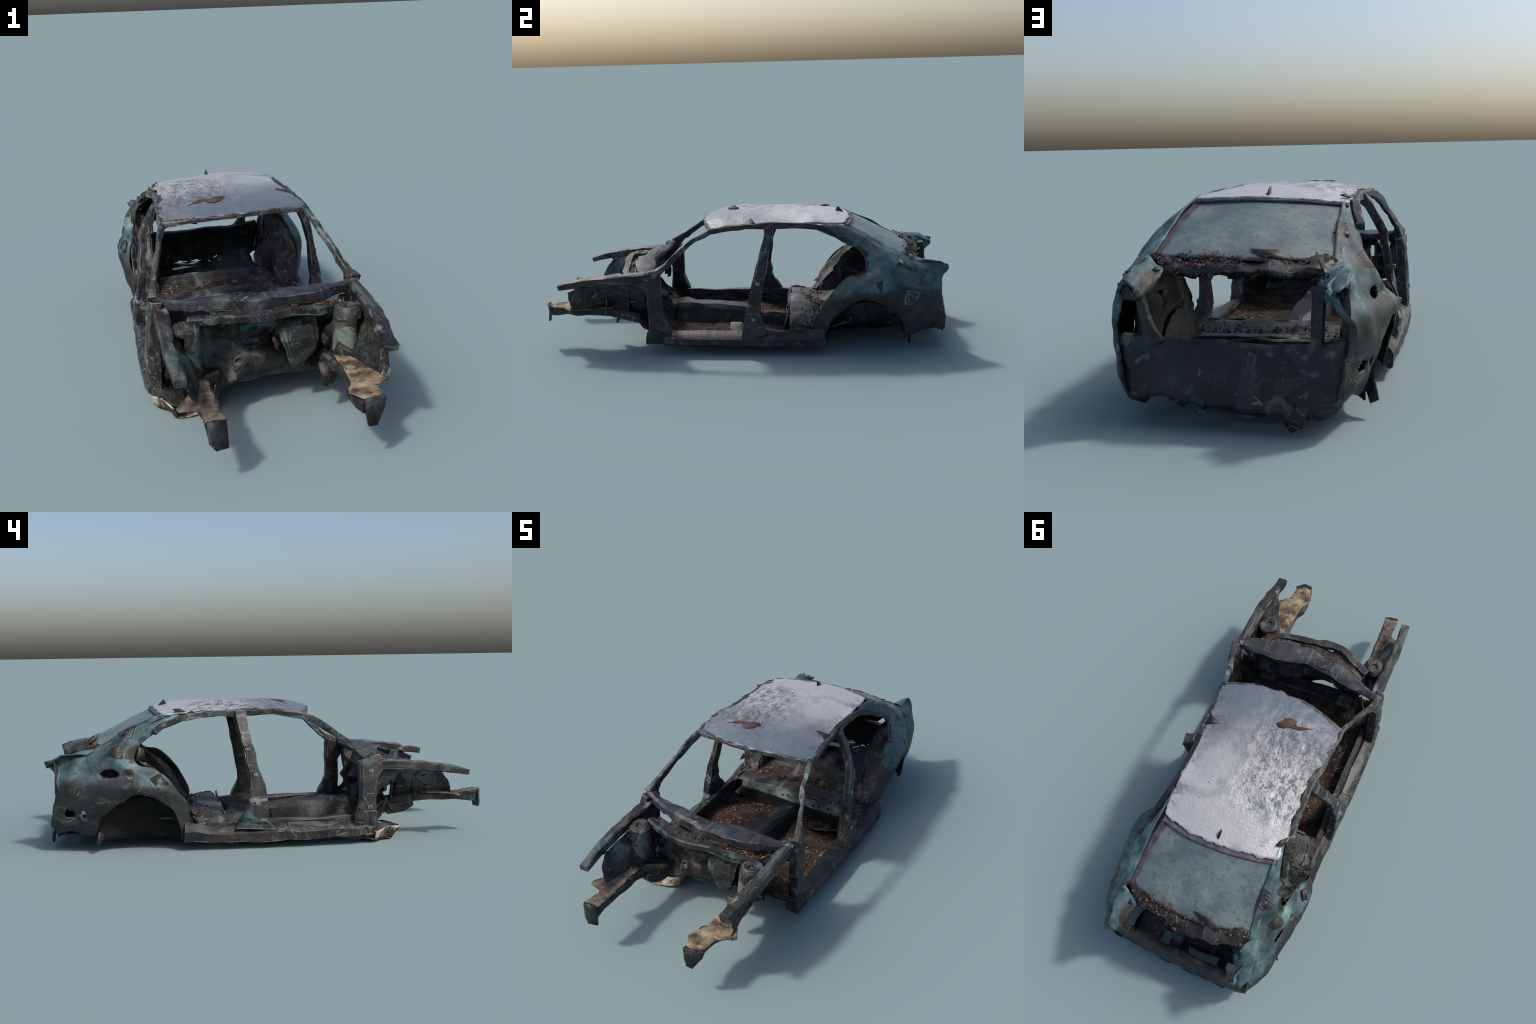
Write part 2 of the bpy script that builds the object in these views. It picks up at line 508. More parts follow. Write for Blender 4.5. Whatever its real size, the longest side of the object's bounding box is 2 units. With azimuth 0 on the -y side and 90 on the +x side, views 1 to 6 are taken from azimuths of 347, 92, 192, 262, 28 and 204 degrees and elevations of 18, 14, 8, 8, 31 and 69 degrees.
# shark-fin aerial at the back of the roof
b0 = on_roof(-.012, .47, 0)
ring = [(-.016, .502), (-.003, .50), (-.002, .462), (-.008, .447), (-.016, .462)]
base = [on_roof(x, y, -.003) for x, y in ring]
add_mesh("aerial", base + [Vector((-.015, .460, .644)), Vector((-.010, .468, .640))],
         [(0, 1, 6), (1, 2, 6), (2, 3, 6), (6, 3, 5), (3, 4, 5), (4, 0, 5), (0, 6, 5), (0, 4, 3, 2, 1)], MAT["body_dark"], roof, angle=10)

# rust stain flaked off the front right of the roof
stain = [(-.188, -.093), (-.145, -.079), (-.119, -.074), (-.112, -.096), (-.088, -.105), (-.060, -.092), (-.052, -.068),
         (-.036, -.058), (-.052, -.044), (-.075, -.046), (-.095, -.060), (-.125, -.062), (-.145, -.067)]
plate("rust_stain", [on_roof(x, y) for x, y in stain], MAT["rust"], roof, thick=.0015)

# windscreen header under the front edge of the roof
beam("roof_header", [(-.292, -.147, .574, .014, .010), (-.155, -.184, .590, .016, .008), (-.018, -.199, .596, .016, .008),
                     (.135, -.187, .596, .016, .009), (.256, -.157, .583, .014, .010)], MAT["pillar"], car, n=18, seed=3.3, crumple=.005)

# ---- rear window and its sealant frame
win_rows = [
    [(-.268, .468, .581), (-.141, .496, .597), (-.006, .508, .604), (.11, .503, .605), (.230, .478, .597)],
    [(-.275, .57, .539), (-.14, .60, .552), (-.005, .61, .559), (.12, .60, .559), (.258, .575, .550)],
    [(-.282, .67, .489), (-.13, .70, .501), (.0, .715, .507), (.14, .695, .509), (.275, .67, .499)],
    [(-.288, .753, .447), (-.11, .800, .451), (.02, .812, .454), (.15, .797, .457), (.284, .757, .453)],
]
sheet("rear_window", win_rows, 26, 26, MAT["window"], car, thick=.006, crumple=.002, seed=4.0, ragged=.006, rag_sides="1")
for name, a, b in (("window_seal", 0, None), ("window_seal", None, 0), ("window_seal", None, 4)):
    if a == 0:
        pts = [Vector(p) + Vector((0, .014, -.0015)) for p in win_rows[0]]
    else:
        pts = [Vector(r[b]) + Vector((.022 if b == 0 else -.020, 0, .0045)) for r in win_rows]
    beam(name, [(*p, .012, .0035) for p in pts], MAT["frame"], car, n=16, crumple=.001, seed=5.5 + (b or 0))

# ---- parcel shelf lip: torn, rusty edge between the window and the boot opening
lip_rows = [
    [(.288, .740, .456), (.154, .780, .457), (.018, .795, .455), (-.104, .788, .453), (-.22, .770, .452), (-.292, .735, .451)],
    [(.262, .80, .445), (.165, .825, .440), (.06, .838, .440), (-.06, .845, .438), (-.20, .825, .440), (-.275, .79, .44)],
    [(.215, .835, .418), (.185, .835, .420), (.096, .850, .418), (-.026, .866, .428), (-.19, .845, .420), (-.250, .84, .405)],
    [(.20, .815, .400), (.17, .815, .405), (.09, .83, .404), (-.02, .835, .412), (-.18, .82, .405), (-.235, .81, .39)],
]
sheet("parcel_shelf", lip_rows, 12, 36, MAT["body"], car, thick=.005, crumple=.012, freq=18, seed=6.0, ragged=.012, rag_sides="01")

# ---- rear quarter panels
Q = [
    [(.385, .385, .045), (.375, .33, .135), (.400, .39, .26), (.375, .48, .362), (.360, .560, .385), (.345, .576, .44), (.325, .515, .512), (.272, .33, .590)],
    [(.400, .395, .12), (.412, .40, .21), (.425, .44, .29), (.400, .53, .358), (.378, .605, .400), (.360, .612, .455), (.315, .55, .535), (.266, .38, .602)],
    [(.412, .43, .20), (.422, .45, .25), (.425, .49, .30), (.408, .57, .350), (.392, .64, .400), (.365, .65, .460), (.315, .60, .530), (.256, .47, .598)],
    [(.412, .515, .262), (.420, .53, .28), (.414, .56, .31), (.404, .63, .350), (.391, .685, .390), (.370, .69, .430), (.330, .68, .475), (.280, .60, .545)],
    [(.408, .60, .270), (.414, .62, .29), (.404, .66, .31), (.398, .70, .345), (.390, .735, .380), (.370, .745, .410), (.340, .74, .445), (.290, .72, .480)],
    [(.398, .69, .215), (.408, .71, .25), (.398, .75, .29), (.393, .78, .330), (.384, .80, .360), (.368, .81, .390), (.345, .81, .420), (.300, .80, .440)],
    [(.375, .75, .150), (.385, .78, .19), (.388, .82, .25), (.384, .85, .300), (.374, .865, .340), (.358, .87, .370), (.340, .88, .400), (.308, .88, .436)],
    [(.362, .775, .078), (.378, .83, .15), (.380, .89, .22), (.370, .905, .280), (.361, .91, .320), (.349, .91, .355), (.333, .915, .390), (.304, .93, .420)],
    [(.338, .88, .105), (.355, .91, .15), (.344, .93, .21), (.356, .922, .280), (.351, .927, .320), (.337, .932, .357), (.325, .95, .385), (.306, .957, .414)],
    [(.298, .957, .082), (.320, .958, .13), (.330, .950, .21), (.340, .936, .280), (.331, .936, .320), (.317, .940, .360), (.312, .968, .390), (.294, .967, .410)],
]
for i in range(len(Q)):          # the left flank is pushed in a little behind the door
    Q[i] = [(p[0] - (.022 if i < 2 else .006 if i == 2 else .010 if i > 4 else .0) * (1 if i < 8 else 0) - (.008 if i > 6 else 0) - (.012 if i in (3, 4) and p[2] > .34 else 0), p[1], p[2]) for p in Q[i]]
sheet("quarter_panel", Q, 40, 40, MAT["quarter"], car, thick=.007, crumple=.0045, freq=8, seed=7.0, ragged=.007, rag_sides="12")
Q2 = []
for i, r in enumerate(Q):
    k = max(0.0, 1.0 - i / 9.0)
    dent = .018 * math.exp(-((i - 5) / 2.2) ** 2)          # the right flank is dented round the fuel filler
    Q2.append([(-(p[0] - (.010 if i > 6 else .004 if i > 1 else 0) + .008 * (1 if i < 8 else .3) - (dent if .31 < p[2] < .42 else .005) - (.016 if .34 < p[2] < .56 and i > 0 else 0)), p[1] + .010 + .016 * k,
                p[2] - .012 * (1 if p[2] > .1 else .3)) for p in r])


def q2_hole(u, v, c):
    if math.hypot((c.y - .712) / .040, (c.z - .346) / .020) < 1:      # fuel filler
        return True
    if .868 < c.y < .905 and .165 < c.z < .198:                        # bumper fixing holes
        return True
    if .825 < c.y < .845 and .168 < c.z < .197:
        return True
    return False


sheet("quarter_panel", Q2, 48, 60, MAT["quarter"], car, thick=.007, crumple=.007, freq=8, seed=8.0, ragged=.007, rag_sides="12", hole=q2_hole)
beam("fuel_filler_cup", [(-.335, .712, .345, .045, .024), (-.320, .712, .343, .038, .02)], MAT["soot"], car, n=2, up=(0, 0, 1), seed=1)

shelf = [
    [(-.275, .61, .405), (-.14, .62, .366), (.0, .62, .366), (.12, .62, .400), (.268, .60, .435)],
    [(-.280, .70, .43), (-.14, .70, .420), (.0, .71, .420), (.14, .70, .425), (.275, .70, .44)],
    [(-.280, .78, .435), (-.14, .80, .436), (.0, .81, .438), (.14, .80, .440), (.275, .77, .44)],
]
sheet("parcel_shelf", shelf, 12, 24, MAT["soot"], car, thick=.005, crumple=.010, freq=14, seed=6.6, ragged=.012, rag_sides="0")

# ---- deck corners beside the boot opening
deck = [
    [(.318, .80, .436), (.308, .88, .430), (.300, .955, .415)],
    [(.285, .78, .455), (.275, .87, .430), (.272, .965, .400)],
    [(.230, .83, .428), (.238, .89, .385), (.262, .955, .355)],
]
sheet("deck_corner", deck, 10, 14, MAT["quarter"], car, thick=.006, crumple=.008, freq=20, seed=9.0, ragged=.008, rag_sides="1")
deck2 = [
    [(-.314, .80, .428), (-.322, .88, .430), (-.320, .962, .410)],
    [(-.290, .78, .448), (-.280, .87, .425), (-.292, .975, .396)],
    [(-.235, .84, .415), (-.232, .90, .388), (-.262, .955, .360)],
]
sheet("deck_corner", deck2, 10, 14, MAT["quarter"], car, thick=.006, crumple=.008, freq=20, seed=9.6, ragged=.008, rag_sides="1")
plate("torn_shard", [(-.330, .94, .414), (-.333, .988, .404), (-.318, .980, .375), (-.312, .95, .385)], MAT["body"], car)

# ---- rear panel
rp = [
    [(.285, .952, .076), (.185, .962, .092), (.114, .966, .066), (.022, .970, .064), (-.053, .972, .054), (-.152, .974, .057), (-.245, .972, .060), (-.298, .965, .086)],
    [(.308, 0.944, .14), (.19, 0.958, .14), (.114, 0.966, .14), (.022, 0.970, .14), (-.053, 0.973, .14), (-.152, 0.973, .14), (-.245, 0.967, .14), (-.314, 0.952, .15)],
    [(.318, 0.936, .200), (.19, 0.947, .196), (.114, 0.955, .196), (.022, 0.959, .196), (-.053, 0.962, .196), (-.152, 0.963, .196), (-.245, 0.958, .200), (-.320, 0.940, .205)],
    [(.321, 0.933, .222), (.20, 0.937, .216), (.12, 0.947, .214), (.022, 0.953, .214), (-.053, 0.957, .214), (-.152, 0.958, .216), (-.245, 0.953, .222), (-.322, 0.937, .232)],
    [(.314, .930, .262), (.20, .924, .247), (.12, .932, .243), (.022, .938, .242), (-.053, .942, .241), (-.152, .943, .238), (-.245, .940, .248), (-.322, .936, .260)],
    [(.292, .905, .258), (.20, .905, .242), (.12, .915, .239), (.022, .920, .238), (-.053, .922, .236), (-.152, .924, .234), (-.245, .918, .244), (-.304, .908, .254)],
]
sheet("rear_panel", rp, 20, 40, MAT["body_dark"], car, thick=.007, crumple=.008, freq=9, seed=10.0, ragged=.012, rag_sides="0")
plate("torn_shard", [(-.12, .973, .085), (-.22, .976, .085), (-.20, .982, .028), (-.168, .978, .014)], MAT["body_dark"], car)
sheet("lamp_rim", [[(-.318, .945, .404), (-.295, .942, .398), (-.265, .925, .396)],
                   [(-.328, .940, .34), (-.312, .936, .345), (-.298, .926, .348)],
                   [(-.330, .938, .25), (-.326, .940, .26), (-.318, .936, .262)]], 8, 5, MAT["body"], car, thick=.005, crumple=.006, seed=10.4)
sheet("lamp_rim", [[(.312, .958, .412), (.29, .955, .405), (.262, .945, .372)],
                   [(.322, .938, .355), (.305, .938, .36), (.262, .935, .355)]], 4, 6, MAT["body"], car, thick=.005, crumple=.006, seed=10.7)
# tail lamp columns
beam("lamp_column", [(-.236, .935, .235, .018, .016), (-.240, .925, .32, .016, .014), (-.242, .915, .40, .022, .014)], MAT["body_dark"], car, n=8, up=(0, 1, 0), seed=11)
beam("lamp_column", [(.225, .930, .235, .035, .010), (.245, .925, .29, .016, .012), (.262, .925, .37, .012, .014)], MAT["body_dark"], car, n=8, up=(0, 1, 0), seed=12)

# ---- boot: side walls, spare wheel tub, inner wheel houses
for s, sd in ((1, 13.0), (-1, 14.0)):
    dy = 0 if s > 0 else .0
    e = 1.0 if s > 0 else .95
    wall = [
        [(s * .275, .612, .405), (s * .272, .545, .362), (s * .270, .442, .235), (s * .275, .348, .10)],
        [(s * e * .282, .63, .41), (s * e * .285, .58, .34), (s * e * .275, .52, .23), (s * .255, .47, .10)],
        [(s * e * .29, .72, .42), (s * e * .30, .70, .34), (s * e * .285, .68, .22), (s * .245, .66, .09)],
        [(s * e * .29, .80, .42), (s * e * .315, .83, .34), (s * e * .315, .83, .22), (s * .265, .78, .11)],
    ]
    sheet("wheel_house", wall, 18, 16, MAT["soot_scratched"], car, thick=.006, crumple=.012, freq=13, seed=sd, ragged=.01, rag_sides="0")
    # infill from the inner panel out to the window corner
    infill = [
        [(s * .335, .582, .44), (s * .342, .580, .39), (s * .36, .51, .350), (s * .385, .405, .235), (s * .365, .34, .12)],
        [(s * .31, .605, .43), (s * .31, .592, .385), (s * .32, .535, .335), (s * .33, .415, .205), (s * .33, .33, .10)],
        [(s * .275, .612, .405), (s * .273, .565, .375), (s * .271, .505, .315), (s * .270, .43, .215), (s * .275, .335, .10)],
    ]
    sheet("door_shut_panel", infill, 8, 18, MAT["pillar"], car, thick=.005, crumple=.013, freq=14, seed=sd + .5, ragged=.008, rag_sides="2")
    # liner over the wheel
    cz, cy = .10, .575
    lin = []
    for k in range(9):
        a = math.radians(182 - k * 23)
        yy = cy + .185 * math.cos(a) + (.0 if s > 0 else .012)
        zz = cz - .02 + .180 * math.sin(a)
        xo = .366 + .024 * max(0, math.sin(a))
        lin.append([(s * xo, yy, zz - .004), (s * .33, yy, zz + .002), (s * .275, yy, zz)])
    sheet("wheel_arch_liner", lin, 18, 6, MAT["soot"], car, thick=.004, crumple=.006, freq=12, seed=sd + .8)

# right arch is closed by a sooty inner panel
arch_in = []
for k in range(9):
    a = math.radians(190 - k * 25)
    yy, zz = .590 + .180 * math.cos(a), .070 + .170 * max(math.sin(a), -.15)
    arch_in.append([(-.345, yy, zz), (-.315, .585 + (yy - .585) * .75, .055 + (zz - .055) * .72), (-.300, .585 + (yy - .585) * .3, .050)])
sheet("wheel_arch_cover", arch_in, 18, 8, MAT["soot"], car, thick=.005, crumple=.004, seed=15.0)

tub = [
    [(-.27, .50, .125), (-.12, .505, .125), (.0, .51, .125), (.12, .505, .125), (.27, .50, .125)],
    [(-.26, .55, .10), (-.12, .55, .075), (.0, .55, .065), (.12, .55, .085), (.26, .55, .12)],
    [(-.26, .66, .075), (-.12, .66, .058), (.0, .66, .060), (.10, .66, .095), (.23, .66, .125)],
    [(-.26, .80, .065), (-.12, .80, .055), (.0, .80, .070), (.08, .80, .115), (.25, .80, .145)],
    [(-.27, .950, .07), (-.12, .960, .055), (.0, .960, .055), (.08, .955, .100), (.27, .935, .130)],
]


def tub_hole(u, v, c):
    return (.868 < c.y < .922 and -.14 < c.x < .0) or (.845 < c.y < .905 and .082 < c.x < .125) or (.832 < c.y < .868 and .038 < c.x < .082) \
        or (.775 < c.y < .80 and .05 < c.x < .12)


sheet("boot_floor", tub, 30, 30, MAT["body_dark"], car, thick=.006, crumple=.010, freq=12, seed=16.0, hole=tub_hole)
beam("boot_cross_beam", [(-.27, .495, .136, .018, .010), (.0, .50, .138, .018, .010), (.27, .495, .136, .018, .010)], MAT["green"], car, n=16, seed=17, crumple=.006)

# ---- roof rails, windscreen pillars, hinge pillars, centre pillars, sills
beam("roof_rail", [(.252, -.163, .580, .013, .013), (.252, -.05, .594, .012, .012), (.246, .03, .600, .012, .012), (.244, .13, .600, .013, .014),
                   (.245, .25, .602, .012, .013), (.254, .34, .594, .013, .012), (.276, .42, .568, .013, .013), (.304, .51, .522, .010, .012)],
     MAT["body_dark"], car, n=26, seed=20, crumple=.005)
beam("roof_rail", [(-.294, -.151, .571, .014, .014), (-.294, -.05, .588, .011, .013), (-.280, .05, .590, .012, .013), (-.268, .13, .590, .013, .016),
                   (-.268, .22, .590, .013, .012), (-.272, .34, .583, .013, .012), (-.286, .43, .563, .013, .013), (-.312, .52, .518, .012, .014)],
     MAT["pillar"], car, n=26, seed=21, crumple=.006)

beam("windscreen_pillar", [(.256, -.160, .583, .010, .012), (.276, -.26, .530, .009, .011), (.306, -.335, .464, .010, .013), (.328, -.395, .412, .012, .015), (.340, -.455, .388, .018, .022)],
     MAT["pillar"], car, n=18, seed=22, crumple=.005)
beam("windscreen_pillar", [(-.294, -.148, .573, .010, .013), (-.322, -.235, .526, .009, .015), (-.344, -.305, .478, .009, .014), (-.362, -.37, .432, .011, .015), (-.375, -.435, .385, .018, .026)],
     MAT["pillar"], car, n=18, seed=23, crumple=.006)

beam("hinge_pillar", [(.334, -.445, .388, .018, .046), (.337, -.435, .345, .022, .038), (.340, -.433, .27, .023, .034), (.344, -.432, .18, .024, .036), (.345, -.415, .11, .026, .056), (.350, -.410, .07, .02, .062)],
     MAT["rail"], car, n=16, up=(0, 1, 0), seed=24, crumple=.004)
beam("hinge_pillar", [(-.372, -.432, .385, .020, .050), (-.378, -.440, .34, .022, .052), (-.382, -.424, .27, .024, .036), (-.385, -.424, .18, .026, .036), (-.390, -.415, .11, .026, .055), (-.392, -.41, .06, .02, .06)],
     MAT["pillar"], car, n=16, up=(0, 1, 0), seed=25, crumple=.004)

beam("centre_pillar", [(.250, .122, .604, .016, .024), (.292, .113, .545, .014, .021), (.328, .096, .470, .013, .024), (.343, .073, .38, .014, .027), (.350, .055, .28, .017, .029),
                       (.356, .040, .20, .022, .034), (.362, .040, .14, .025, .050), (.370, .048, .085, .026, .066)], MAT["body"], car, n=24, up=(0, 1, 0), seed=26, crumple=.006)
beam("centre_pillar", [(-.272, .134, .590, .018, .030), (-.312, .126, .530, .013, .022), (-.342, .112, .455, .014, .024), (-.360, .092, .377, .013, .024), (-.374, .072, .27, .015, .030),
                       (-.382, .072, .19, .022, .044), (-.386, .085, .13, .024, .062), (-.390, .09, .085, .026, .085)], MAT["pillar"], car, n=24, up=(0, 1, 0), seed=27, crumple=.008)

SILL = [(1, -.9), (.55, -1), (-.9, -.7), (-1, .35), (-.45, 1), (.1, .85), (.65, .45), (1, .1)]
beam("sill", [(.347, -.478, .080, .030, .024), (.350, -.35, .080, .034, .028), (.358, -.1, .078, .036, .030), (.365, .1, .076, .037, .032), (.370, .28, .076, .036, .034), (.378, .385, .085, .026, .045)],
     MAT["body_dark"], car, n=30, seed=28, crumple=.004, section=SILL)
beam("sill", [(-.392, -.462, .072, .028, .020), (-.388, -.35, .068, .034, .032), (-.382, -.1, .066, .036, .036), (-.374, .08, .066, .036, .036), (-.366, .27, .068, .034, .036), (-.380, .40, .080, .022, .045)],
     MAT["body"], car, n=30, seed=29, crumple=.006, section=[(-a, b) for a, b in SILL[::-1]])

# pale hinge plates bolted to the posts
MAT["plate"] = mat_simple("pale_zinc_plate", [(.2, (.07, .075, .08)), (.7, (.24, .255, .275))], 30)
for host, x, y, z in (("hinge_pillar", -.401, -.436, .325), ("hinge_pillar", -.412, -.428, .165), ("centre_pillar", -.384, .083, .325), ("centre_pillar", -.404, .074, .20),
                      ("centre_pillar", .360, .064, .345), ("centre_pillar", .383, .042, .175)):
    post = [o for o in car.children if o.name.startswith(host) and o.data.vertices[0].co.x * x > 0][0]
    beam("hinge_plate", [(x, y - .010, z, .004, .008), (x, y + .010, z, .004, .008)], MAT["plate"], post, n=2, crumple=.001, seed=60 + z)

# bent, torn flap at the front end of the right sill
sheet("sill_flap", [[(-.412, -.45, .078), (-.378, -.49, .084), (-.350, -.515, .082), (-.30, -.50, .075)],
                    [(-.408, -.46, .050), (-.380, -.53, .072), (-.353, -.588, .062), (-.29, -.57, .045)]], 6, 8, MAT["body"], car, thick=.004, crumple=.006, seed=30.0, smooth=False)
sheet("sill_flap", [[(-.410, -.46, .048), (-.380, -.53, .070), (-.353, -.589, .060)],
                    [(-.405, -.455, .015), (-.360, -.50, .008), (-.335, -.555, .003)]], 6, 6, MAT["cream"], car, thick=.004, crumple=.003, seed=30.5, smooth=False)
sheet("sill_flap", [[(-.405, -.445, .012), (-.362, -.50, .005), (-.335, -.558, .002), (-.255, -.552, .004), (-.185, -.53, .012)],
                    [(-.38, -.40, .022), (-.34, -.42, .018), (-.31, -.43, .018), (-.25, -.43, .02), (-.17, -.43, .03)]], 8, 12, MAT["cream"], car, thick=.004, crumple=.005, seed=31.0, ragged=.008)

# ---- floor pan, tunnel, rear seat pan
fl = []
for yy, zz in ((-.525, .165), (-.49, .115), (-.44, .085), (-.38, .062), (-.2, .054), (.0, .046), (.15, .036), (.20, .034)):
    fl.append([(-.355, yy, zz + .03), (-.32, yy, zz + .004), (-.1, yy, zz), (.1, yy, zz), (.30, yy, zz + .004), (.345, yy, zz + .03)])
floor = sheet("floor_pan", fl, 28, 26, MAT["floor"], car, thick=.010, crumple=.008, freq=10, seed=32.0)
TUN = [(-1, -1), (-.72, .6), (-.45, 1), (.45, 1), (.72, .6), (1, -1)]
beam("centre_tunnel", [(-.030, -.42, .104, .085, .046), (-.030, -.36, .094, .085, .054), (-.025, -.25, .090, .080, .056), (-.015, -.09, .086, .072, .054), (-.005, .05, .065, .060, .036), (.0, .19, .056, .060, .030)],
     MAT["body_dark"], floor, n=20, seed=33, crumple=.010, section=TUN)
beam("seat_bracket", [(-.24, -.10, .042, .035, .016), (-.07, -.10, .050, .035, .016)], MAT["bay"], floor, n=6, seed=34, crumple=.008)
beam("seat_bracket", [(.10, -.06, .050, .035, .018), (.30, -.06, .042, .035, .016)], MAT["bay"], floor, n=6, seed=35, crumple=.008)
plate("torn_shard", [(.13, .10, .045), (.20, .06, .085), (.27, .09, .085), (.29, .16, .06), (.2, .17, .055)], MAT["body"], car)
beam("sill_inner_rail", [(.335, -.40, .070, .014, .036), (.335, .0, .066, .016, .036), (.345, .3, .07, .016, .036)], MAT["body_dark"], car, n=16, seed=36, crumple=.006)
beam("sill_inner_rail", [(-.350, -.40, .080, .014, .040), (-.345, .0, .078, .016, .040), (-.345, .3, .080, .016, .038)], MAT["body_dark"], car, n=16, seed=37, crumple=.006)

pan = []
for yy, zz in ((.212, .136), (.245, .142), (.30, .134), (.36, .122), (.42, .132), (.46, .144), (.50, .146)):
    pan.append([(-.335, yy, zz - .01), (-.20, yy, zz), (-.05, yy, zz + .004), (.08, yy, zz + .004), (.22, yy, zz), (.34, yy, zz - .01)])
seat = sheet("seat_pan", pan, 20, 28, MAT["seatpan"], car, thick=.007, crumple=.008, freq=11, seed=38.0)
for sd in (1, -1):
    sheet("seat_side_panel", [[(sd * .318, .215, .132), (sd * .318, .26, .134), (sd * .318, .32, .124), (sd * .322, .39, .128)],
                              [(sd * .335, .205, .105), (sd * .34, .26, .112), (sd * .345, .32, .110), (sd * .35, .40, .118)],
                              [(sd * .352, .20, .085), (sd * .360, .27, .088), (sd * .368, .34, .095), (sd * .372, .41, .13)]],
          8, 14, MAT["pillar"], seat, thick=.005, crumple=.012, freq=18, seed=38.5 + sd)
riser = [
    [(-.28, .214, .142), (-.1, .214, .142), (.1, .206, .142), (.30, .198, .143)],
    [(-.28, .205, .122), (-.1, .207, .122), (.1, .199, .122), (.30, .192, .122)],
    [(-.28, .198, .100), (-.1, .200, .100), (.1, .192, .100), (.30, .185, .100)],
]
rz = sheet("seat_riser", riser, 6, 30, MAT["green"], seat, thick=.006, crumple=.006, seed=39.0)
sheet("seat_riser", [[(-.29, .199, .104), (0, .199, .104), (.305, .188, .104)], [(-.30, .190, .02), (0, .19, .02), (.31, .186, .02)]], 5, 20, MAT["soot"], seat, thick=.006, crumple=.005, seed=40.0)
for hx, hz in ((-.20, .122), (-.05, .118), (-.02, .124), (.05, .128), (.12, .112), (.15, .118), (.20, .122)):
    beam("press_hole", [(hx, .208 - hx * .02, hz, .005, .007), (hx, .1965 - hx * .028, hz, .005, .007)], MAT["soot"], rz, n=1, up=(0, 0, 1), crumple=0)

sheet("underbody_pan", [[(-.30, .19, .03), (0, .19, .024), (.30, .19, .03)], [(-.27, .34, .062), (0, .34, .034), (.27, .34, .062)], [(-.24, .52, .080), (0, .52, .040), (.24, .52, .080)], [(-.20, .66, .068), (0, .66, .038), (.20, .66, .075)], [(-.20, .78, .07), (-.02, .78, .045), (.18, .78, .08)]],
      20, 16, MAT["soot"], car, thick=.006, crumple=.010, seed=40.6, ragged=.01, rag_sides="1")

# ---- front end: cowl, bulkhead, brace, gearbox cover
beam("cowl_beam", [(.340, -0.466, 0.375, .014, 0.022), (.285, -0.482, 0.375, .024, 0.020), (.20, -0.500, 0.377, .040, 0.022), (.11, -0.512, 0.378, .048, 0.024), (0, -0.524, 0.379, .040, 0.026),
                   (-.11, -0.509, 0.378, .036, 0.024), (-.22, -0.484, 0.378, .032, 0.022), (-.31, -0.459, 0.379, .022, 0.022), (-.375, -0.439, 0.378, .018, 0.024)],
     MAT["cowl"], car, n=40, seed=41, crumple=.007, freq=12, section=[(-1, -.7), (-.75, -1), (.3, -1), (.8, -.4), (1, .4), (.55, .8), (-.5, 1.0), (-1, .7)])
gut = [
    [(.25, -.570, .348), (.138, -.595, .352), (.03, -.605, .360), (-.07, -.612, .362), (-.16, -.605, .362), (-.27, -.56, .350)],
    [(.25, -.550, .342), (.138, -.57, .350), (.03, -.58, .355), (-.07, -.58, .355), (-.16, -.57, .355), (-.27, -.53, .345)],
    [(.29, -.50, .350), (.138, -.525, .355), (.03, -.535, .360), (-.07, -.535, .360), (-.16, -.51, .360), (-.30, -.47, .36)],
]


def gut_hole(u, v, c):
    return (u > .6 and (.17 < c.x < .25 or c.x < -.2)) or (u > .75 and -.14 < c.x < .02)


sheet("scuttle_gutter", gut, 8, 30, MAT["gutter"], car, thick=.005, crumple=.008, seed=42.0, hole=gut_hole)
beam("cross_brace", [(.24, -.575, .335, .012, .014), (.138, -.606, .352, .014, .014), (.028, -.618, .360, .016, .014), (-.067, -.632, .366, .019, .015), (-.157, -.622, .366, .019, .016), (-.20, -.60, .358, .016, .014), (-.28, -.565, .345, .018, .014)],
     MAT["bay"], car, n=22, seed=43, crumple=.006)
bk = [
    [(-.28, -.555, .345), (-.16, -.600, .350), (-.03, -.605, .352), (.10, -.595, .345), (.24, -.570, .335)],
    [(-.28, -.530, .310), (-.16, -.550, .312), (-.03, -.550, .310), (.10, -.530, .300), (.24, -.520, .285)],
    [(-.28, -.524, .270), (-.16, -.532, .270), (-.04, -.534, .265), (.08, -.485, .255), (.24, -.470, .240)],
    [(-.27, -.524, .225), (-.16, -.532, .225), (-.04, -.532, .235), (.08, -.475, .225), (.22, -.470, .205)],
    [(-.27, -.540, .165), (-.16, -.545, .172), (-.04, -.575, .190), (.08, -.520, .185), (.20, -.490, .175)],
    [(-.27, -.590, .105), (-.18, -.590, .106), (-.06, -.560, .138), (.08, -.500, .105), (.20, -.480, .112)],
]


def bk_hole(u, v, c):
    return (math.hypot(c.x - .16, (c.z - .235) * .9) < .028) or (math.hypot(c.x + .255, c.z - .30) < .02) or (math.hypot(c.x - .03, c.z - .215) < .016)


sheet("bulkhead", bk, 26, 34, MAT["bulkhead"], car, thick=.006, crumple=.014, freq=15, seed=44.0, hole=bk_hole)
sheet("bulkhead_trim", [[(-.12, -.560, .318), (.0, -.566, .318), (.11, -.566, .306)], [(-.11, -.556, .290), (.0, -.560, .294), (.10, -.562, .284)]], 4, 12, MAT["teal_bright"], car, thick=.005, crumple=.006, seed=45.0, ragged=.008)
cone = []
for k, (yy, zz, r) in enumerate(((-.50, .32, .075), (-.570, .290, .070), (-.588, .235, .056), (-.576, .185, .036), (-.566, .150, .022))):
    cone.append((.088, yy, zz, r, .026))
beam("transmission_cover", cone, MAT["bay"], car, n=12, up=(0, -1, 0.2), seed=46, crumple=.008)
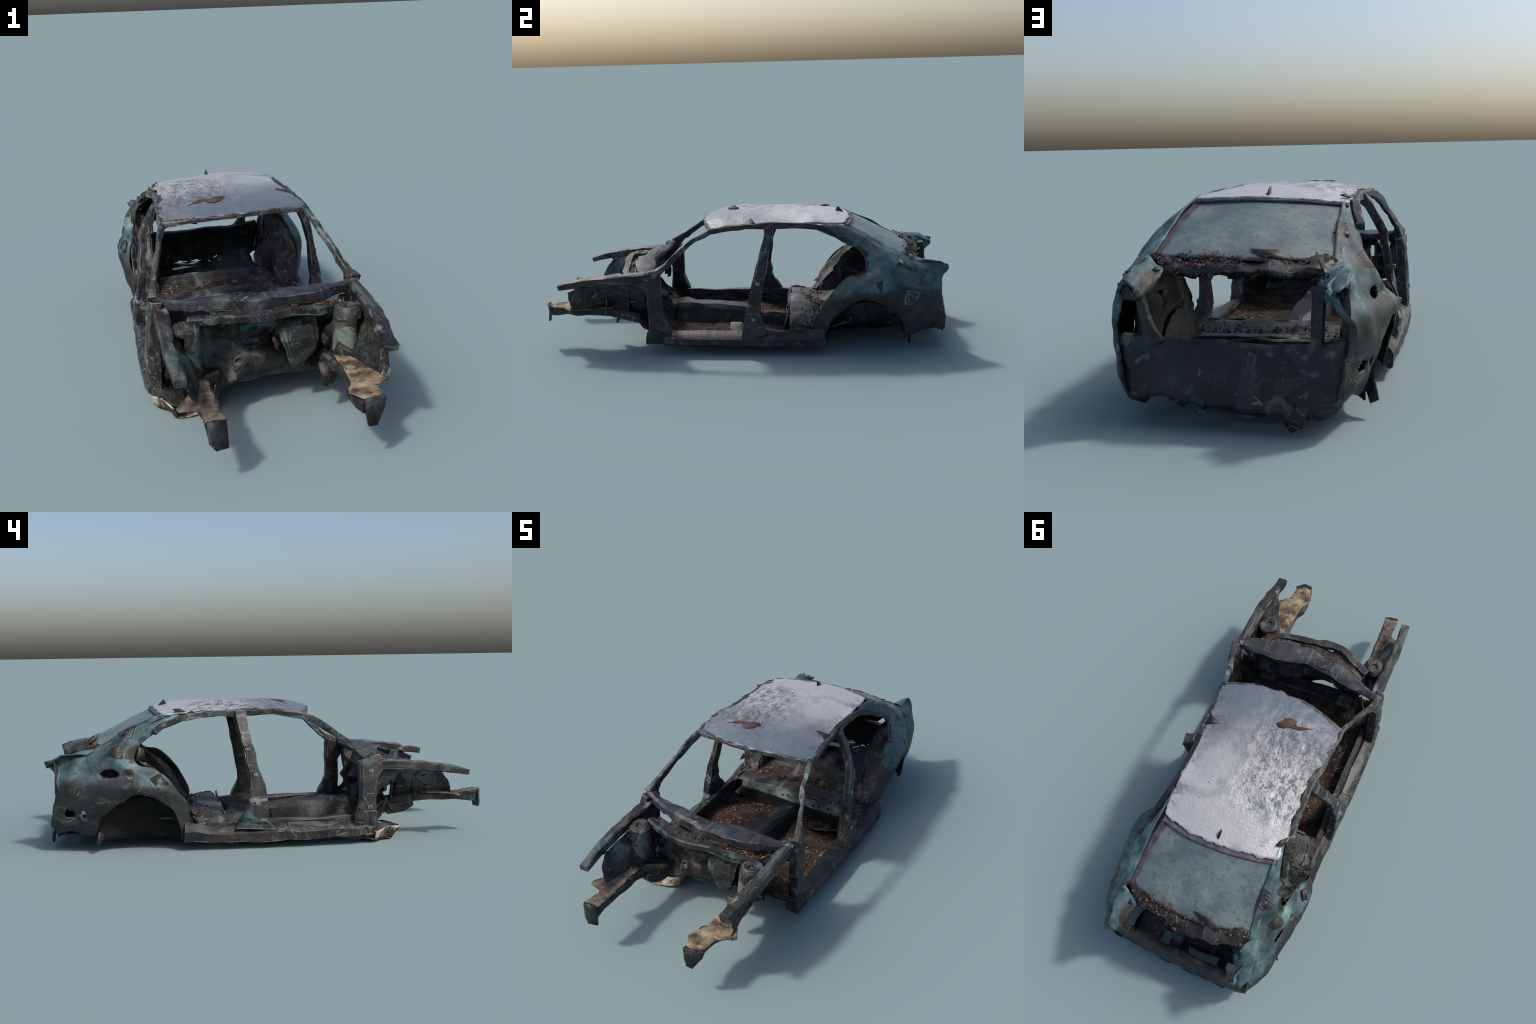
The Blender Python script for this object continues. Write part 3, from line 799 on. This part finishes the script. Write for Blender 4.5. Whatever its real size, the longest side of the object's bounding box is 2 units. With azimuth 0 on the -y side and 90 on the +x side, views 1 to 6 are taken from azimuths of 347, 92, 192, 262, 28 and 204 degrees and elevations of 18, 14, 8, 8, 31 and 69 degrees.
# hose ring on the bulkhead
tor, tf = [], []
for i in range(14):
    a = i / 14 * 2 * math.pi
    for j in range(6):
        b = j / 6 * 2 * math.pi
        r = .017 + .005 * math.cos(b)
        tor.append((-.115 + r * math.cos(a), -.560 + .005 * math.sin(b), .182 + r * math.sin(a)))
for i in range(14):
    for j in range(6):
        tf.append((i * 6 + j, ((i + 1) % 14) * 6 + j, ((i + 1) % 14) * 6 + (j + 1) % 6, i * 6 + (j + 1) % 6))
add_mesh("hose_ring", tor, tf, MAT["green"], car, angle=60)

# ---- strut towers
def tower(cx, cy, top, seed, mat):
    rings = [(.058, .17), (.052, .22), (.049, .29), (.047, .335), (.044, top - .008), (.032, top), (.016, top - .004), (.012, top - .014), (.001, top - .014)]
    vs, fs = [], []
    for r, z in rings:
        for k in range(14):
            a = k / 14 * 2 * math.pi
            p = Vector((cx + r * math.cos(a), cy + r * math.sin(a) * 1.05, z))
            vs.append(p + nvec(p, 16, seed) * .006)
    for i in range(len(rings) - 1):
        for k in range(14):
            if math.cos((k + .5) / 14 * 2 * math.pi) * cx > .4 * abs(cx) and i < 3:      # outer side cut open
                continue
            fs.append((i * 14 + k, i * 14 + (k + 1) % 14, (i + 1) * 14 + (k + 1) % 14, (i + 1) * 14 + k))
    return add_mesh("strut_tower", vs, fs, mat, car, angle=45, thick=.004)


tower(-.300, -.615, .356, 47, MAT["bay"])
tower(.248, -.638, .366, 48, MAT["tower"])

# ---- inner wings
iw = [
    [(-.375, -.462, .345), (-.365, -.468, .23), (-.300, -.468, .055)],
    [(-.342, -.53, .338), (-.318, -.53, .235), (-.250, -.525, .085)],
    [(-.340, -.59, .335), (-.285, -.59, .255), (-.210, -.58, .145)],
    [(-.340, -.66, .325), (-.290, -.66, .26), (-.255, -.66, .172)],
    [(-.345, -.75, .310), (-.310, -.755, .262), (-.280, -.76, .168)],
    [(-.345, -.80, .290), (-.330, -.835, .225), (-.300, -.865, .180)],
]


def iw_hole(u, v, c):
    return math.hypot((c.y + .562) / .030, (c.z - .216) / .034) < 1 or (c.y > -.55 and .155 < c.z < .225 and c.x > -.345)


sheet("inner_wing", iw, 22, 16, MAT["bay"], car, thick=.006, crumple=.008, freq=12, seed=49.0, hole=iw_hole, ragged=.006, rag_sides="1")
iw2 = [
    [(.318, -.48, .358), (.280, -.48, .25), (.190, -.48, .13)],
    [(.318, -.56, .350), (.268, -.56, .26), (.190, -.56, .14)],
    [(.315, -.66, .340), (.262, -.67, .27), (.215, -.66, .168)],
    [(.308, -.78, .325), (.292, -.78, .27), (.250, -.78, .17)],
    [(.290, -.870, .295), (.300, -.855, .24), (.28, -.862, .195)],
]
sheet("inner_wing", iw2, 22, 16, MAT["rail"], car, thick=.006, crumple=.008, freq=12, seed=50.0, ragged=.006, rag_sides="1",
      hole=lambda u, v, c: math.hypot((c.y + .565) / .022, (c.z - .245) / .012) < 1)
plate("torn_shard", [(.29, -.70, .31), (.315, -.73, .295), (.305, -.75, .27), (.285, -.72, .268)], MAT["green"], car)
plate("torn_shard", [(.275, -.85, .205), (.305, -.845, .25), (.312, -.86, .20), (.29, -.865, .19)], MAT["green"], car)

# ---- wing rails
beam("wing_rail", [(.318, -.470, .374, .024, .020), (.317, -.60, .366, .024, .022), (.312, -.70, .356, .024, .022), (.300, -.80, .344, .023, .018), (.286, -.908, .324, .022, .0135)],
     MAT["bay"], car, n=18, seed=51, crumple=.005)
beam("wing_rail", [(-.356, -.455, .354, .024, .024), (-.363, -.56, .350, .023, .023), (-.368, -.67, .338, .021, .022), (-.367, -.77, .326, .020, .019), (-.361, -.908, .303, .019, .0135)],
     MAT["bay"], car, n=18, seed=52, crumple=.005)

plate("pillar_gusset", [(-.386, -.44, .385), (-.378, -.51, .345), (-.376, -.495, .325), (-.380, -.462, .285), (-.388, -.44, .24)], MAT["pillar"], car, thick=.006)
plate("pillar_gusset", [(.348, -.45, .385), (.342, -.52, .350), (.340, -.50, .335), (.345, -.475, .29), (.350, -.45, .24)], MAT["rail"], car, thick=.006)

# ---- chassis rails with rusted top plates and crash plates
beam("chassis_rail", [(.190, -.47, .115, .035, .028), (.192, -.58, .150, .036, .030), (.214, -.70, .180, .036, .020), (.215, -.82, .183, .038, .019), (.190, -.90, .181, .040, .018), (.196, -.985, .178, .034, .020)],
     MAT["rail"], car, n=18, seed=53, crumple=.005)
top = [
    [(.262, -.66, .204), (.225, -.66, .206), (.187, -.66, .204)],
    [(.268, -.76, .205), (.225, -.76, .207), (.184, -.77, .204)],
    [(.290, -.840, .204), (.225, -.84, .206), (.176, -.86, .203)],
    [(.300, -.868, .200), (.215, -.885, .205), (.150, -.905, .202)],
    [(.240, -.905, .204), (.195, -.92, .206), (.143, -.93, .202)],
    [(.236, -.985, .204), (.20, -.988, .206), (.165, -.985, .204)],
]
sheet("rail_top_plate", top, 18, 8, MAT["sand"], car, thick=.004, crumple=.004, freq=16, seed=54.0, ragged=.004, smooth=False)
plate("crash_plate", [(.166, -.998, .212), (.205, -1.0, .216), (.242, -.975, .205), (.236, -.980, .175), (.205, -.999, .124), (.178, -.998, .123), (.170, -1.0, .16)], MAT["rail"], car, thick=.008)
beam("chassis_rail", [(-.205, -.47, .112, .035, .028), (-.220, -.58, .142, .036, .032), (-.268, -.70, .180, .030, .019), (-.278, -.80, .180, .032, .018), (-.272, -.88, .178, .026, .017), (-.277, -.975, .175, .028, .030)],
     MAT["rail"], car, n=18, seed=55, crumple=.005)
top = [
    [(-.305, -.70, .200), (-.28, -.70, .202), (-.250, -.70, .200)],
    [(-.318, -.78, .201), (-.28, -.78, .203), (-.250, -.78, .200)],
    [(-.370, -.848, .196), (-.29, -.84, .200), (-.247, -.83, .198)],
    [(-.372, -.866, .194), (-.29, -.875, .198), (-.249, -.88, .197)],
    [(-.304, -.890, .196), (-.27, -.90, .198), (-.246, -.91, .198)],
    [(-.304, -.978, .208), (-.275, -.976, .207), (-.246, -.974, .206)],
]
sheet("rail_top_plate", top, 18, 8, MAT["sand_grey"], car, thick=.004, crumple=.004, freq=16, seed=56.0, ragged=.004, smooth=False)
plate("crash_plate", [(-.306, -.986, .212), (-.275, -.983, .210), (-.248, -.979, .206), (-.246, -.983, .165), (-.246, -.987, .122), (-.285, -.996, .122), (-.303, -.990, .145)], MAT["rail"], car, thick=.008)
plate("torn_shard", [(.145, -.655, .165), (.20, -.64, .165), (.195, -.66, .112), (.150, -.668, .105)], MAT["body"], car)
beam("rail_foot", [(-.245, -.68, .150, .03, .014), (-.235, -.63, .130, .04, .026), (-.22, -.56, .125, .045, .026)], MAT["body"], car, n=8, seed=57, crumple=.012)
plate("torn_shard", [(.140, -.640, .175), (.195, -.625, .170), (.205, -.645, .130), (.185, -.662, .102), (.152, -.668, .098)], MAT["body"], car, thick=.012)
beam("floor_crossmember", [(-.22, -.50, .105, .02, .018), (-.05, -.50, .106, .022, .018), (.10, -.49, .103, .022, .018), (.22, -.48, .100, .02, .018)], MAT["body"], floor, n=12, seed=59, crumple=.010)

# ---- torn shards standing off the shell
SH = [
    [(.255, .06, .609), (.252, -.005, .606), (.188, .033, .628)],
    [(-.246, .40, .612), (-.235, .43, .610), (-.262, .42, .602), (-.268, .375, .600)],
    [(.345, .66, .468), (.352, .69, .41), (.372, .65, .435), (.35, .62, .475)],
    [(.34, .73, .452), (.36, .745, .418), (.37, .79, .40), (.335, .78, .43)],
    [(.350, .80, .07), (.335, .775, .085), (.340, .782, .036), (.352, .79, .036)],
    [(-.345, .74, .07), (-.375, .765, .10), (-.385, .78, .05), (-.36, .77, .035)],
    [(-.350, .60, .40), (-.345, .585, .46), (-.33, .565, .45), (-.335, .56, .40)],
    [(-.40, .46, .30), (-.425, .51, .28), (-.405, .54, .33), (-.385, .50, .345)],
    [(-.286, .62, .520), (-.29, .66, .505), (-.24, .645, .513)],
    [(-.06, .80, .462), (-.02, .775, .480), (-.10, .775, .478), (-.14, .81, .455)],
    [(.35, .16, .05), (.36, .20, .046), (.385, .185, .048)],
]
for k, s in enumerate(SH):
    plate("torn_shard", s, MAT["body"], car, thick=.004)

rnd = random.Random(11)


def ragged_strip(pts, n, length, mat, droop, seed):
    """Small torn tongues of sheet metal hanging along an edge."""
    r = random.Random(seed)
    for k in range(n):
        t = (k + r.random() * .8) / n
        a = Vector(catmull(pts, t))
        b = Vector(catmull(pts, min(1, t + r.uniform(.25, .6) / n)))
        tip = (a + b) / 2 + Vector(droop) * length * r.uniform(.5, 1.3) + Vector((r.uniform(-1, 1), r.uniform(-1, 1), r.uniform(-1, 1))) * length * .3
        plate("torn_shard", [a, tip, b], mat, car, thick=.003)


ragged_strip([(-.385, -.42, .035), (-.38, 0, .032), (-.37, .3, .034)], 9, .022, MAT["body_dark"], (0, 0, -1), 1)
ragged_strip([(.355, -.42, .055), (.36, 0, .050), (.37, .33, .046)], 7, .015, MAT["body_dark"], (0, 0, -1), 2)
ragged_strip([(.14, .97, .068), (0, .975, .058), (-.15, .975, .056), (-.28, .97, .07)], 3, .016, MAT["body_dark"], (0, .1, -1), 3)
ragged_strip([(.25, .82, .425), (.10, .850, .42), (-.03, .862, .425), (-.19, .845, .42)], 9, .02, MAT["body"], (0, .4, -.6), 5)
ragged_strip([(-.30, -.12, .60), (-.285, .06, .60), (-.27, .2, .60), (-.275, .38, .595)], 6, .014, MAT["pillar"], (-.6, 0, .5), 6)
ragged_strip([(-.38, .05, .30), (-.365, .08, .38), (-.34, .11, .47)], 4, .016, MAT["pillar"], (0, 1, 0), 7)

def scraps(host, n, size, mat, seed, test):
    '''Torn scraps of sheet metal lying half loose on a host panel.'''
    r = random.Random(seed)
    polys = [p for p in host.data.polygons if test(p.center)]
    for _ in range(n):
        p = r.choice(polys)
        nrm = p.normal if r.random() < .5 else -p.normal
        t = nrm.orthogonal().normalized()
        b = nrm.cross(t)
        a0 = r.random() * 6.28
        pts = []
        for k in range(r.choice((3, 4, 4, 5))):
            a = a0 + k * 1.45 + r.uniform(-.3, .3)
            q = size * r.uniform(.5, 1.3)
            pts.append(p.center + (t * math.cos(a) + b * math.sin(a)) * q + nrm * r.uniform(-.004, .012))
        plate("torn_shard", pts, mat, car, thick=.003)


def part(name, k=0):
    return [o for o in car.children if o.name.split(".")[0] == name][k]


scraps(part("bulkhead"), 12, .030, MAT["bay"], 31, lambda c: c.z > .15)
scraps(part("inner_wing", 0), 6, .026, MAT["body"], 32, lambda c: c.y > -.8 and c.y < -.55)
scraps(part("inner_wing", 1), 7, .028, MAT["body"], 33, lambda c: c.y > -.84 and c.y < -.6)
scraps(part("wheel_house", 0), 7, .035, MAT["body_dark"], 34, lambda c: c.z > .15)
scraps(part("wheel_house", 1), 7, .035, MAT["body_dark"], 35, lambda c: c.z > .15)
scraps(part("parcel_shelf", 0), 9, .024, MAT["body"], 36, lambda c: c.x < .1)
scraps(part("deck_corner", 0), 3, .022, MAT["body"], 37, lambda c: True)
scraps(part("deck_corner", 1), 4, .024, MAT["body"], 38, lambda c: True)
scraps(part("door_shut_panel", 1), 6, .028, MAT["pillar"], 39, lambda c: True)
scraps(floor, 8, .035, MAT["seatpan"], 42, lambda c: c.y > -.4)

# ---- loose matter: dry leaves and rusty crumbs
def scatter(name, spots, mat, size, host, lump=False, seed=1):
    r = random.Random(seed)
    bmh = bmesh.new()
    for h in host:
        tmp = bmesh.new(); tmp.from_mesh(h.data)
        me = bpy.data.meshes.new("tmp"); tmp.to_mesh(me); bmh.from_mesh(me); tmp.free(); bpy.data.meshes.remove(me)
    bvh = BVHTree.FromBMesh(bmh); bmh.free()
    vs, fs = [], []
    for (x, y, rx, ry, n, z0) in spots:
        for _ in range(n):
            px, py = x + r.gauss(0, rx), y + r.gauss(0, ry)
            h = bvh.ray_cast(Vector((px, py, z0)), Vector((0, 0, -1)))
            if not h[0]:
                continue
            nrm = h[1] if h[1].z > 0 else -h[1]
            c = h[0] + nrm * r.uniform(.004, .008)
            s = size * r.uniform(.6, 1.4)
            a = r.random() * 6.28
            u = Vector((math.cos(a), math.sin(a), r.uniform(-.5, .5))).normalized()
            w = nrm.cross(u).normalized()
            k = len(vs)
            up = nrm * s * (.5 if lump else .16)
            vs += [c - u * s, c + w * s * .5 + up, c + u * s, c - w * s * .5 + up, c + up * (1.6 if lump else -.2), c - nrm * s * (.25 if lump else .08)]
            fs += [(k, k + 1, k + 4), (k + 1, k + 2, k + 4), (k + 2, k + 3, k + 4), (k + 3, k, k + 4),
                   (k + 1, k, k + 5), (k + 2, k + 1, k + 5), (k + 3, k + 2, k + 5), (k, k + 3, k + 5)]
    add_mesh(name, vs, fs, mat, car, smooth=False, kind="stuff")


scatter("leaf_litter", [(-.22, .35, .04, .035, 70, .5), (-.08, .33, .03, .02, 30, .5), (.0, .37, .05, .025, 80, .5), (.11, .36, .04, .025, 60, .5), (.24, .33, .05, .04, 60, .5), (.30, .28, .02, .05, 40, .5)],
        MAT["leaf"], .0085, [seat], seed=3)
scatter("leaf_litter", [(-.20, .15, .06, .03, 70, .3), (-.1, .12, .04, .04, 30, .3), (-.24, 0, .05, .08, 40, .3), (.22, .0, .05, .09, 60, .3), (.2, .14, .06, .02, 40, .3), (.25, -.22, .04, .08, 40, .3)],
        MAT["leaf"], .0085, [floor], seed=4)
gutter = [o for o in car.children if o.name.startswith("scuttle_gutter")]
scatter("leaf_litter", [(.10, -.575, .05, .012, 45, .39), (.2, -.56, .03, .015, 50, .39), (-.05, -.58, .06, .008, 10, .39)], MAT["leaf"], .0075, gutter, seed=5)
edge = [o for o in car.children if o.name.startswith(("parcel_shelf", "rear_window"))]
scatter("rusty_crumbs", [(.27, .768, .015, .008, 30, 1), (.2, .80, .03, .012, 60, 1), (.12, .815, .03, .012, 70, 1), (.04, .825, .03, .012, 60, 1), (-.15, .80, .05, .006, 30, 1), (-.25, .775, .02, .006, 16, 1)],
        MAT["debris"], .0055, edge, lump=True, seed=6)
